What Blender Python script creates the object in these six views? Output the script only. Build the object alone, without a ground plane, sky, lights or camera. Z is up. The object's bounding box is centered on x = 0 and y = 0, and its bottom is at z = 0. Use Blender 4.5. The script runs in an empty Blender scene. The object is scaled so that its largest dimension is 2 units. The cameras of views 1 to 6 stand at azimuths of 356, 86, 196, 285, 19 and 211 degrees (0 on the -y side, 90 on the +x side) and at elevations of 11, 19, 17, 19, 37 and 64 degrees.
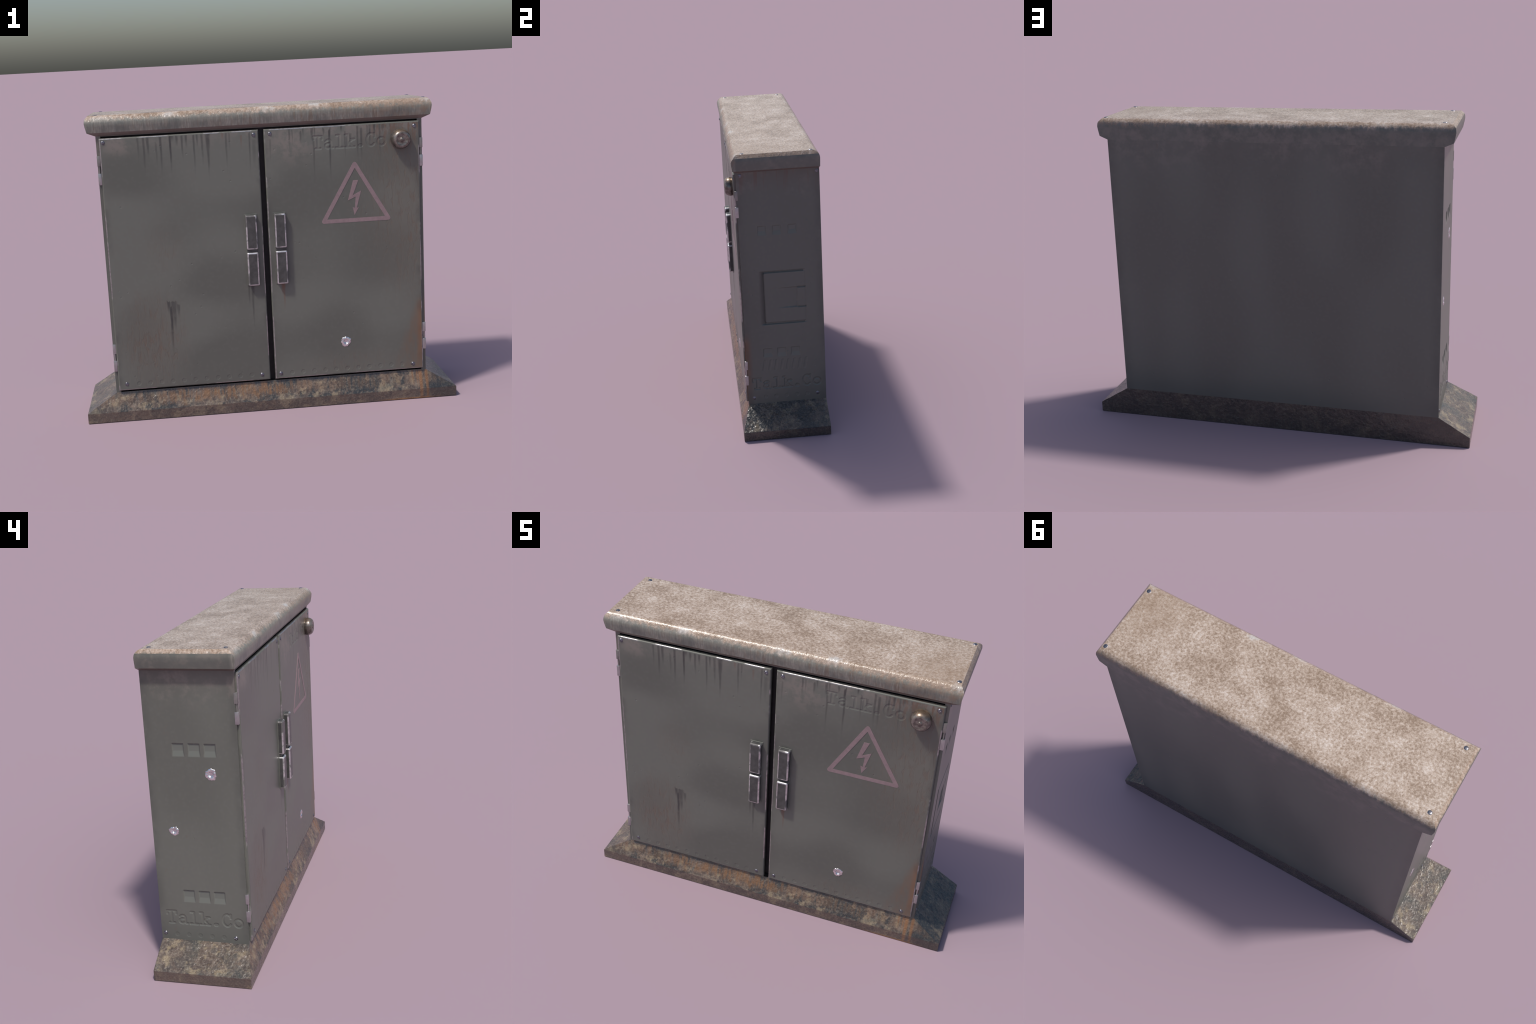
# Weathered roadside utility cabinet: concrete plinth, steel body, two doors, overhanging roof.
import bpy, bmesh, math, random
import numpy as np
from mathutils import Vector, Matrix

random.seed(7)
rng = np.random.default_rng(7)
COL = bpy.context.scene.collection

# ------------------------------------------------------------------ dimensions (metres)
BX = 0.8425                    # body half width
YF, YB = -0.195, 0.2525        # body front / back
Z0, Z1 = 0.148, 1.515          # body bottom / top
YD = -0.2085                   # door front plane
DZ0, DZ1 = 0.160, 1.5035       # door bottom / top
DX0, DX1 = 0.0135, 0.827       # door inner / outer edge (mirrored)


# ------------------------------------------------------------------ node helper
class NT:
    def __init__(self, tree):
        self.t, self.n, self.l = tree, tree.nodes, tree.links

    def put(self, sock, v):
        if v is None:
            return
        if isinstance(v, bpy.types.NodeSocket):
            self.l.new(v, sock)
        else:
            if hasattr(sock.default_value, "__len__") and not hasattr(v, "__len__"):
                v = (v,) * len(sock.default_value)
            if hasattr(sock.default_value, "__len__") and len(sock.default_value) == 4 and len(v) == 3:
                v = (*v, 1.0)
            sock.default_value = v

    def m(self, op, a, b=None, c=None, clamp=False):
        nd = self.n.new("ShaderNodeMath")
        nd.operation, nd.use_clamp = op, clamp
        for i, v in enumerate((a, b, c)):
            self.put(nd.inputs[i], v)
        return nd.outputs[0]

    def step(self, x, lo, hi, a=0.0, b=1.0):
        """smooth ramp of x from lo to hi (lo > hi gives a falling ramp)"""
        nd = self.n.new("ShaderNodeMapRange")
        nd.interpolation_type = "SMOOTHSTEP"
        if lo > hi:
            lo, hi, a, b = hi, lo, b, a
        self.put(nd.inputs["Value"], x)
        for k, v in (("From Min", lo), ("From Max", hi), ("To Min", a), ("To Max", b)):
            nd.inputs[k].default_value = v
        return nd.outputs[0]

    def mix(self, f, a, b, mode="MIX"):
        nd = self.n.new("ShaderNodeMix")
        nd.data_type, nd.blend_type, nd.clamp_factor = "RGBA", mode, True
        self.put(nd.inputs[0], f)
        self.put(nd.inputs[6], a)
        self.put(nd.inputs[7], b)
        return nd.outputs[2]

    def mixf(self, f, a, b):
        nd = self.n.new("ShaderNodeMix")
        nd.data_type = "FLOAT"
        self.put(nd.inputs[0], f)
        self.put(nd.inputs[2], a)
        self.put(nd.inputs[3], b)
        return nd.outputs[0]

    def coord(self):
        return self.n.new("ShaderNodeTexCoord").outputs["Object"]

    def xyz(self, v):
        nd = self.n.new("ShaderNodeSeparateXYZ")
        self.put(nd.inputs[0], v)
        return nd.outputs[0], nd.outputs[1], nd.outputs[2]

    def scaled(self, v, s, loc=(0, 0, 0), rot=(0, 0, 0)):
        nd = self.n.new("ShaderNodeMapping")
        self.put(nd.inputs[0], v)
        nd.inputs["Scale"].default_value = s if hasattr(s, "__len__") else (s, s, s)
        nd.inputs["Location"].default_value = loc
        nd.inputs["Rotation"].default_value = rot
        return nd.outputs[0]

    def noise(self, v, scale=1.0, detail=4.0, rough=0.55, dist=0.0):
        nd = self.n.new("ShaderNodeTexNoise")
        self.put(nd.inputs["Vector"], v)
        nd.inputs["Scale"].default_value = scale
        nd.inputs["Detail"].default_value = detail
        nd.inputs["Roughness"].default_value = rough
        nd.inputs["Distortion"].default_value = dist
        return nd.outputs[0]

    def voronoi(self, v, scale, feature="F1", rnd=1.0):
        nd = self.n.new("ShaderNodeTexVoronoi")
        nd.feature = feature
        self.put(nd.inputs["Vector"], v)
        nd.inputs["Scale"].default_value = scale
        nd.inputs["Randomness"].default_value = rnd
        return nd

    def normal(self):
        return self.n.new("ShaderNodeNewGeometry").outputs["True Normal"]

    def bump(self, h, strength=0.3, dist=0.01, prev=None):
        nd = self.n.new("ShaderNodeBump")
        nd.inputs["Strength"].default_value = strength
        nd.inputs["Distance"].default_value = dist
        self.put(nd.inputs["Height"], h)
        if prev is not None:
            self.put(nd.inputs["Normal"], prev)
        return nd.outputs[0]

    def blob(self, a, b, ca, cb, ra, rb):
        """soft elliptical mask around (ca, cb)"""
        da = self.m("DIVIDE", self.m("SUBTRACT", a, ca), ra)
        db = self.m("DIVIDE", self.m("SUBTRACT", b, cb), rb)
        d = self.m("SQRT", self.m("ADD", self.m("MULTIPLY", da, da), self.m("MULTIPLY", db, db)))
        return self.step(d, 1.0, 0.15)


def new_mat(name):
    mat = bpy.data.materials.new(name)
    mat.use_nodes = True
    N = NT(mat.node_tree)
    return mat, N, mat.node_tree.nodes["Principled BSDF"]


def finish(N, bsdf, color=None, rough=None, metal=None, normal=None, spec=None):
    for k, v in (("Base Color", color), ("Roughness", rough), ("Metallic", metal), ("Normal", normal), ("Specular IOR Level", spec)):
        if v is not None:
            N.put(bsdf.inputs[k], v)


# ------------------------------------------------------------------ the drip: one dirty water run below an edge
def make_drip_group():
    g = bpy.data.node_groups.new("water_run", "ShaderNodeTree")
    for nm in ("X", "Z", "Centre", "Width", "Top", "Length", "Strength"):
        g.interface.new_socket(nm, in_out="INPUT", socket_type="NodeSocketFloat")
    g.interface.new_socket("Mask", in_out="OUTPUT", socket_type="NodeSocketFloat")
    N = NT(g)
    gi, go = g.nodes.new("NodeGroupInput"), g.nodes.new("NodeGroupOutput")
    I = gi.outputs
    t = N.m("DIVIDE", N.m("SUBTRACT", I["Top"], I["Z"]), I["Length"])          # 0 at top .. 1 at tip
    dx = N.m("ABSOLUTE", N.m("SUBTRACT", I["X"], I["Centre"]))
    w = N.m("MULTIPLY", I["Width"], N.m("SUBTRACT", 1.40, N.m("MULTIPLY", t, 0.65)))
    across = N.m("SUBTRACT", 1.0, N.m("DIVIDE", dx, w), clamp=True)
    across = N.step(across, 0.0, 0.75)
    along = N.m("MULTIPLY", N.step(t, 1.0, 0.25), N.step(t, -0.03, 0.02))
    N.put(go.inputs[0], N.m("MULTIPLY", N.m("MULTIPLY", across, along), I["Strength"]))
    return g


DRIP = make_drip_group()


def drips(N, x, z, runs):
    total = None
    for c, w, top, length, s in runs:
        nd = N.n.new("ShaderNodeGroup")
        nd.node_tree = DRIP
        for k, v in (("X", x), ("Z", z), ("Centre", c), ("Width", w), ("Top", top), ("Length", length), ("Strength", s)):
            N.put(nd.inputs[k], v)
        total = nd.outputs[0] if total is None else N.m("MAXIMUM", total, nd.outputs[0])
    return total


# ------------------------------------------------------------------ painted steel
PAINT = (0.107, 0.110, 0.0955)


def paint_nodes(N, P, cloud_scale=(3.6, 3.6, 1.5), swing=0.08):
    """grey-green enamel with clouding, scratches, small dents -> colour, roughness, height"""
    cloud = N.noise(N.scaled(P, cloud_scale, (0.4, 0, 0.2)), 1.0, 0.0)
    fine = N.noise(P, 55.0, 4.0, 0.6)
    col = N.mix(N.step(cloud, 0.32, 0.68), tuple(c * (1 - swing) for c in PAINT), tuple(c * (1 + swing) for c in PAINT))
    col = N.mix(N.m("MULTIPLY", N.step(fine, 0.45, 0.75), 0.12), col, (0.17, 0.17, 0.16))
    # fine vertical grain
    grain = N.noise(N.scaled(P, (90, 90, 9)), 1.0, 4.0, 0.6)
    # sparse pock dents
    v = N.voronoi(P, 26.0)
    keep = N.step(N.noise(P, 4.0, 1.0), 0.44, 0.58)
    pick = N.step(N.xyz(v.outputs["Color"])[0], 0.48, 0.52)
    dent = N.m("MULTIPLY", N.m("MULTIPLY", N.step(v.outputs["Distance"], 0.17, 0.02), pick), keep)
    height = N.m("SUBTRACT", N.m("MULTIPLY", grain, 0.17), N.m("MULTIPLY", dent, 1.0))
    rough = N.mixf(N.step(cloud, 0.3, 0.7), 0.35, 0.42)
    return col, rough, height, grain


def steel_material(name, door=False):
    mat, N, b = new_mat(name)
    P = N.coord()
    x, y, z = N.xyz(P)
    col, rough, h, grain = paint_nodes(N, P, (2.3, 2.3, 3.6), 0.13) if door else paint_nodes(N, P)
    streaky = N.noise(N.scaled(P, (52, 52, 15)), 1.0, 5.0, 0.68, 0.7)
    patch = N.noise(P, 7.0, 5.0, 0.6)
    rust_c = (0.125, 0.084, 0.060)
    if door:
        u = x
        # brown weathering: lower part of the left leaf, right part of the right leaf
        area = N.m("MAXIMUM", N.m("MULTIPLY", N.blob(x, z, -0.62, 0.42, 0.24, 0.36), 0.95),
                   N.m("MAXIMUM", N.m("MULTIPLY", N.blob(x, z, -0.53, 0.92, 0.14, 0.20), 0.35), N.m("MULTIPLY", N.blob(x, z, 0.82, 1.08, 0.42, 0.70), 0.95)))
        area = N.m("MAXIMUM", area, N.m("MULTIPLY", N.blob(x, z, 0.45, 0.22, 0.40, 0.10), 0.4))
        brown = N.m("MULTIPLY", area, N.step(streaky, 0.46, 0.70))
        col = N.mix(N.m("MULTIPLY", brown, 0.70), col, rust_c)
        col = N.mix(N.m("MULTIPLY", area, 0.30), col, (0.125, 0.102, 0.082))
        # rust fan spreading down from the right-hand edge
        dxr = N.m("SUBTRACT", 0.835, x)
        dzr = N.m("SUBTRACT", 0.575, z)
        lim = N.m("MULTIPLY", N.m("POWER", N.m("MAXIMUM", dzr, 0.0), 0.62), 0.30)
        fan = N.m("MULTIPLY", N.step(N.m("SUBTRACT", lim, dxr), -0.012, 0.05), N.step(dzr, -0.01, 0.04))
        fan = N.m("MULTIPLY", fan, N.step(N.noise(N.scaled(P, (28, 1, 7), rot=(0, 0.28, 0)), 1.0, 4.0, 0.6), 0.30, 0.68))
        col = N.mix(N.m("MULTIPLY", fan, 0.75), col, (0.140, 0.088, 0.056))
        edge = N.m("MULTIPLY", N.step(dxr, 0.058, 0.008), N.m("MULTIPLY", N.step(z, 0.58, 0.50), N.step(z, 0.10, 0.45, 0.35, 1.0)))
        col = N.mix(N.m("MULTIPLY", edge, 0.68), col, (0.185, 0.082, 0.034))
        # pale dust near the top edge
        dust_n = N.noise(P, 22.0, 5.0, 0.65)
        da = N.m("MAXIMUM", N.blob(x, z, -0.735, 1.47, 0.13, 0.085), N.m("MULTIPLY", N.blob(x, z, 0.15, 1.44, 0.19, 0.17), 1.0))
        da = N.m("MAXIMUM", da, N.m("MULTIPLY", N.step(z, 1.40, 1.49), N.step(x, -0.2, 0.2, 0.45, 0.95)))
        dust = N.m("MULTIPLY", da, N.step(dust_n, 0.36, 0.62))
        col = N.mix(N.m("MULTIPLY", dust, 0.62), col, (0.205, 0.175, 0.155))
        red = N.m("MULTIPLY", N.m("MULTIPLY", N.step(z, 1.34, 1.49), N.step(x, 0.45, 0.70)), N.step(streaky, 0.42, 0.60))
        col = N.mix(N.m("MULTIPLY", red, 0.75), col, (0.13, 0.075, 0.05))
        # water runs from the top edge: centre, half width, top, length, strength
        runs = [(-0.632, .006, 1.497, .13, .5), (-0.603, .007, 1.50, .22, .65), (-0.582, .008, 1.495, .12, .8),
                (-0.540, .006, 1.472, .14, .5), (-0.516, .007, 1.50, .23, .75), (-0.467, .0065, 1.50, .22, 1.0),
                (-0.458, .012, 1.503, .05, .7), (-0.433, .008, 1.50, .07, .7), (-0.407, .0065, 1.50, .14, .65), (-0.385, .007, 1.503, .085, .75),
                (-0.347, .006, 1.50, .23, .65), (-0.329, .006, 1.50, .08, .7), (-0.305, .007, 1.503, .19, .6), (-0.275, .013, 1.50, .14, .85),
                (-0.276, .007, 1.45, .21, .7), (-0.182, .006, 1.50, .22, .55), (-0.165, .006, 1.50, .10, .4), (-0.062, .006, 1.50, .23, .6),
                (-0.040, .012, 1.45, .16, .35), (0.045, .005, 1.45, .14, .35), (0.145, .006, 1.50, .12, .6), (0.160, .004, 1.49, .09, .45), (0.203, .006, 1.48, .08, .6),
                (0.217, .005, 1.50, .05, .6), (0.262, .009, 1.503, .08, .75), (0.270, .0055, 1.44, .25, .55), (0.277, .005, 1.50, .07, .6), (0.323, .006, 1.49, .05, .6),
                (0.354, .0075, 1.485, .09, .95), (0.355, .006, 1.43, .24, .7), (0.416, .006, 1.503, .04, .8), (0.435, .005, 1.47, .17, .5), (0.462, .008, 1.46, .05, .5),
                (0.500, .006, 1.50, .21, .65), (0.520, .007, 1.48, .20, .65), (0.565, .007, 1.503, .13, .75), (0.589, .007, 1.503, .09, .8),
                (0.617, .005, 1.50, .25, .5), (0.671, .005, 1.503, .05, .5), (0.553, .006, 1.49, .10, .5), (0.635, .008, 1.49, .06, .4),
                # old scrape on the left leaf
                (-0.531, .010, .632, .07, .85), (-0.521, .0085, .605, .30, 1.0), (-0.505, .017, .628, .095, .8), (-0.504, .011, .59, .13, .75), (-0.482, .010, .615, .075, .6), (-0.515, .024, .625, .06, .45),
                # under the handles
                (-0.103, .006, .695, .13, .6), (-0.083, .010, .695, .12, .9), (-0.084, .006, .63, .20, .6), (0.006 - 0.055, .005, .60, .0001, .0)]
        wob = N.m("MULTIPLY", N.m("SUBTRACT", N.noise(N.scaled(P, (3, 3, 9)), 1.0, 2.0), 0.5), 0.008)
        zr = N.m("ADD", z, N.m("MULTIPLY", N.m("SUBTRACT", N.noise(N.scaled(P, (85, 1, 1)), 1.0, 3.0), 0.5), 0.055))
        run = drips(N, N.m("ADD", x, wob), zr, runs)
        run = N.m("MULTIPLY", run, N.step(N.noise(N.scaled(P, (60, 1, 30)), 1.0, 3.0), 0.2, 0.55, 0.55, 1.0))
        col = N.mix(N.m("MULTIPLY", run, 0.86), col, (0.028, 0.028, 0.028))
        rustrun = drips(N, N.m("ADD", x, wob), z, [(0.080, .012, .695, .09, .9), (0.084, .005, .66, .14, .6), (-0.105, .006, 1.48, .08, .4), (-0.20, .007, 1.50, .05, .4)])
        col = N.mix(N.m("MULTIPLY", rustrun, 0.8), col, (0.13, 0.055, 0.03))
        # patchy edge occlusion painted dark down the vertical edges
        ax = N.m("ABSOLUTE", x)
        ed = N.m("MAXIMUM", N.step(ax, 0.785, 0.822), N.step(ax, 0.050, 0.018))
        ed = N.m("MULTIPLY", ed, N.step(N.noise(P, 9.0, 4.0), 0.42, 0.66))
        col = N.mix(N.m("MULTIPLY", ed, 0.45), col, (0.05, 0.05, 0.046))
        h = N.m("ADD", h, N.m("MULTIPLY", brown, -1.0))
    else:
        # pressed pockets get a paler colour
        def pockets(u, first, pitch, w, v0, v1):
            k = N.m("DIVIDE", N.m("SUBTRACT", u, first), pitch)
            inu = N.m("MULTIPLY", N.step(N.m("FRACT", k), 0.0, 0.06), N.step(N.m("FRACT", k), w / pitch, w / pitch - 0.06))
            inu = N.m("MULTIPLY", inu, N.m("MULTIPLY", N.m("GREATER_THAN", k, 0.0), N.m("LESS_THAN", k, 3.0)))
            return N.m("MULTIPLY", inu, N.m("MULTIPLY", N.step(z, v0 - 0.002, v0 + 0.004), N.step(z, v1, v1 - 0.005)))
        lefts = N.m("MAXIMUM", pockets(y, -0.0888, 0.0770, 0.0596, 1.106, 1.172), pockets(y, -0.0888, 0.0770, 0.0596, 0.3555, 0.4215))
        rights = N.m("MAXIMUM", pockets(y, -0.0957, 0.0826, 0.049, 1.158, 1.2125), pockets(y, -0.0972, 0.0784, 0.0524, 0.433, 0.4885))
        pk = N.m("ADD", N.m("MULTIPLY", lefts, N.m("LESS_THAN", x, -0.8)), N.m("MULTIPLY", N.m("MULTIPLY", rights, 0.6), N.m("GREATER_THAN", x, 0.8)))
        col = N.mix(N.m("MULTIPLY", pk, 0.8), col, (0.128, 0.138, 0.122))
        # shadow of the access flap's wide groove, darkened into the paint colour
        gb = N.m("MULTIPLY", N.m("MULTIPLY", N.step(y, -0.108, -0.080), N.step(y, -0.066, -0.074)), N.m("MULTIPLY", N.step(z, 0.632, 0.642), N.step(z, 0.951, 0.94)))
        col = N.mix(N.m("MULTIPLY", N.m("MULTIPLY", gb, N.m("GREATER_THAN", x, 0.8)), 0.5), col, (0.045, 0.045, 0.042))
        # dust and brown film under the roof, faint rust flecks lower down
        n1 = N.noise(P, 16.0, 6.0, 0.68)
        low = N.noise(P, 4.5, 2.0)
        ny = N.xyz(N.normal())
        dust = N.m("MULTIPLY", N.step(z, 1.30, 1.50), N.m("MULTIPLY", N.step(n1, 0.40, 0.66), N.step(low, 0.38, 0.62)))
        col = N.mix(N.m("MULTIPLY", dust, N.step(y, 0.25, 0.2524, 0.62, 0.38)), col, (0.235, 0.20, 0.18))
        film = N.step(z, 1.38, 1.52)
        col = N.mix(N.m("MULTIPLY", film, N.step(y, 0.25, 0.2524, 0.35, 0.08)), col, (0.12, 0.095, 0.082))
        flecks = N.m("MULTIPLY", N.step(N.noise(N.scaled(P, (60, 60, 22)), 1.0, 3.0, 0.6, 0.4), 0.64, 0.72), N.step(low, 0.42, 0.6))
        col = N.mix(N.m("MULTIPLY", flecks, 0.30), col, rust_c)
        # rust on the right front corner
        cr = N.m("MULTIPLY", N.step(x, 0.835, 0.842), N.step(y, -0.155, -0.19))
        cr = N.m("MULTIPLY", cr, N.m("MULTIPLY", N.step(z, 0.62, 0.50), N.step(z, 0.1, 0.45, 0.3, 1.0)))
        col = N.mix(N.m("MULTIPLY", cr, 0.75), col, (0.15, 0.065, 0.03))
        redrun = N.m("MULTIPLY", N.m("MULTIPLY", N.step(x, 0.835, 0.842), N.step(z, 1.36, 1.51)), N.step(N.noise(N.scaled(P, (1, 45, 3)), 1.0, 3.0), 0.5, 0.68))
        col = N.mix(N.m("MULTIPLY", redrun, 0.55), col, (0.13, 0.07, 0.05))
        # darker, damp band at the plinth, dark corners: ambient occlusion baked into the colour
        low_ao = N.step(z, 0.32, 0.15)
        col = N.mix(N.m("MULTIPLY", low_ao, 0.42), col, (0.075, 0.083, 0.075))
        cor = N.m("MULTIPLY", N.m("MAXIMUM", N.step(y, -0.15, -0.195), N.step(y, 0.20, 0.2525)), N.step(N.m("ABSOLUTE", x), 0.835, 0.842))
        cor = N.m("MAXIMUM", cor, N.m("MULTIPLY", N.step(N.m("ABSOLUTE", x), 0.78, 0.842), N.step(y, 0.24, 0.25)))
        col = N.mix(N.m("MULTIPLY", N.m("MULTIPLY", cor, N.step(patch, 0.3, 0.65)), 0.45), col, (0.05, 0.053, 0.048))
    finish(N, b, col, rough, 0.0, N.bump(h, 0.35, 0.0035), 0.6)
    return mat


def metal_material(name, base, rough, dark=None, noise_scale=40.0):
    mat, N, b = new_mat(name)
    P = N.coord()
    n = N.noise(P, noise_scale, 4.0, 0.6)
    col = N.mix(N.step(n, 0.35, 0.68), base, dark or tuple(c * 0.55 for c in base))
    finish(N, b, col, N.mixf(n, rough * 0.7, rough * 1.3), 1.0, N.bump(n, 0.15, 0.001))
    return mat


def worn_material(name, paint, bare=(0.46, 0.44, 0.44), scale=5.0, lo=0.44, hi=0.50):
    """edges where the paint has come off in long patches"""
    mat, N, b = new_mat(name)
    P = N.coord()
    n = N.noise(N.scaled(P, (1.3, 1.3, 1.0)), scale, 4.0, 0.5)
    f = N.step(n, lo, hi)
    g = N.noise(P, 70.0, 3.0)
    col = N.mix(f, paint, N.mix(N.step(g, 0.4, 0.7), bare, tuple(c * 0.7 for c in bare)))
    finish(N, b, col, N.mixf(f, 0.5, 0.36), N.m("MULTIPLY", f, 0.9), N.bump(g, 0.2, 0.0008))
    return mat


def roof_material():
    mat, N, b = new_mat("weathered_roof")
    P = N.coord()
    x, y, z = N.xyz(P)
    nx, ny, nz = N.xyz(N.n.new("ShaderNodeNewGeometry").outputs["Normal"])
    # top: sandy crust, pale and brown grains over slow patches
    grain = N.noise(P, 74.0, 4.0, 0.6)
    fine = N.noise(P, 150.0, 3.0, 0.6)
    slow = N.noise(P, 9.0, 4.0, 0.6)
    mixn = N.m("ADD", N.m("MULTIPLY", grain, 0.62), N.m("ADD", N.m("MULTIPLY", fine, 0.24), N.m("MULTIPLY", slow, 0.44)))
    top = N.mix(N.step(mixn, 0.50, 0.71), (0.225, 0.158, 0.108), (0.395, 0.310, 0.245))
    top = N.mix(N.step(mixn, 0.65, 0.86), top, (0.56, 0.49, 0.435))
    browner = N.blob(x, y, 0.82, -0.10, 0.34, 0.30)
    top = N.mix(N.m("MULTIPLY", browner, 0.40), top, (0.25, 0.17, 0.11))
    pale = N.m("MULTIPLY", N.step(N.noise(P, 9.0, 3.0), 0.55, 0.68), N.step(y, -0.155, -0.185))
    top = N.mix(N.m("MULTIPLY", pale, 0.6), top, (0.44, 0.44, 0.43))
    # fascias: the body paint with streaks of brown
    paint, prough, ph, pg = paint_nodes(N, P)
    streak = N.noise(N.scaled(P, (55, 55, 7)), 1.0, 4.0, 0.6, 0.3)
    mott = N.noise(P, 19.0, 5.0, 0.65)
    front = N.step(y, -0.188, -0.20)
    face = N.mix(N.m("MULTIPLY", N.step(mott, 0.42, 0.68), N.mixf(front, 0.35, 0.65)), paint, (0.235, 0.20, 0.17))
    face = N.mix(N.m("MULTIPLY", front, 0.55), face, (0.185, 0.180, 0.156))
    right = N.step(x, -0.7, 0.75, 0.45, 1.0)
    brown = N.m("MULTIPLY", N.m("MULTIPLY", N.step(streak, 0.48, 0.66), right), front)
    face = N.mix(N.m("MULTIPLY", brown, 0.62), face, (0.150, 0.098, 0.064))
    vgrain = N.noise(N.scaled(P, (120, 120, 12), (3, 1, 2)), 1.0, 3.0, 0.6)
    face = N.mix(N.m("MULTIPLY", N.m("MULTIPLY", N.step(vgrain, 0.48, 0.70), front), 0.45), face, (0.30, 0.285, 0.25))
    face = N.mix(N.m("MULTIPLY", N.m("MULTIPLY", N.step(vgrain, 0.50, 0.30), front), 0.35), face, (0.085, 0.082, 0.072))
    reddish = N.m("MULTIPLY", N.m("MULTIPLY", N.step(x, 0.25, 0.8), front), N.step(mott, 0.40, 0.62))
    face = N.mix(N.m("MULTIPLY", reddish, 0.55), face, (0.185, 0.125, 0.085))
    darkp = N.m("MULTIPLY", N.step(N.noise(P, 8.0, 4.0), 0.52, 0.66), front)
    face = N.mix(N.m("MULTIPLY", darkp, 0.55), face, (0.085, 0.092, 0.085))
    # back keeps the wall paint with dust
    n1 = N.noise(P, 16.0, 6.0, 0.68)
    face = N.mix(N.m("MULTIPLY", N.m("MULTIPLY", N.step(n1, 0.42, 0.66), N.step(y, 0.235, 0.25)), 0.30), face, (0.235, 0.20, 0.18))
    # crust creeps over the rounded edges, ragged lower border
    ragged = N.m("MULTIPLY", N.m("SUBTRACT", N.noise(N.scaled(P, (1, 1, 0.4)), 48.0, 4.0, 0.6), 0.5), 0.055)
    edge_z = N.m("ADD", z, ragged)
    f = N.step(edge_z, 1.588, 1.610)
    flat_end = N.m("MULTIPLY", N.step(N.m("ABSOLUTE", nx), 0.90, 0.96), 1.0)      # vertical end faces stay painted
    f = N.m("MULTIPLY", f, N.m("SUBTRACT", 1.0, flat_end))
    edge_rust = N.m("MULTIPLY", N.m("MULTIPLY", N.step(edge_z, 1.575, 1.596), N.step(edge_z, 1.618, 1.603)), N.step(x, -0.3, 0.75, 0.12, 0.85))
    col = N.mix(f, face, top)
    col = N.mix(N.m("MULTIPLY", N.m("MULTIPLY", edge_rust, N.step(grain, 0.44, 0.60)), N.m("SUBTRACT", 1.0, flat_end)), col, (0.225, 0.160, 0.115))
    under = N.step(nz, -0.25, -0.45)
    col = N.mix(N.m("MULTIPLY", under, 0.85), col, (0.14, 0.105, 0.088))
    rough = N.mixf(f, 0.40, N.mixf(N.step(z, 1.6196, 1.617), N.step(fine, 0.36, 0.66, 0.24, 0.46), 0.17))
    bh = N.m("ADD", N.m("MULTIPLY", grain, N.mixf(f, 0.20, 0.8)), N.m("MULTIPLY", fine, N.mixf(f, 0.08, 0.30)))
    bh = N.m("ADD", bh, N.m("MULTIPLY", brown, -0.10))
    finish(N, b, col, rough, 0.0, N.bump(bh, 0.48, 0.005), 0.6)
    return mat


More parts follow.
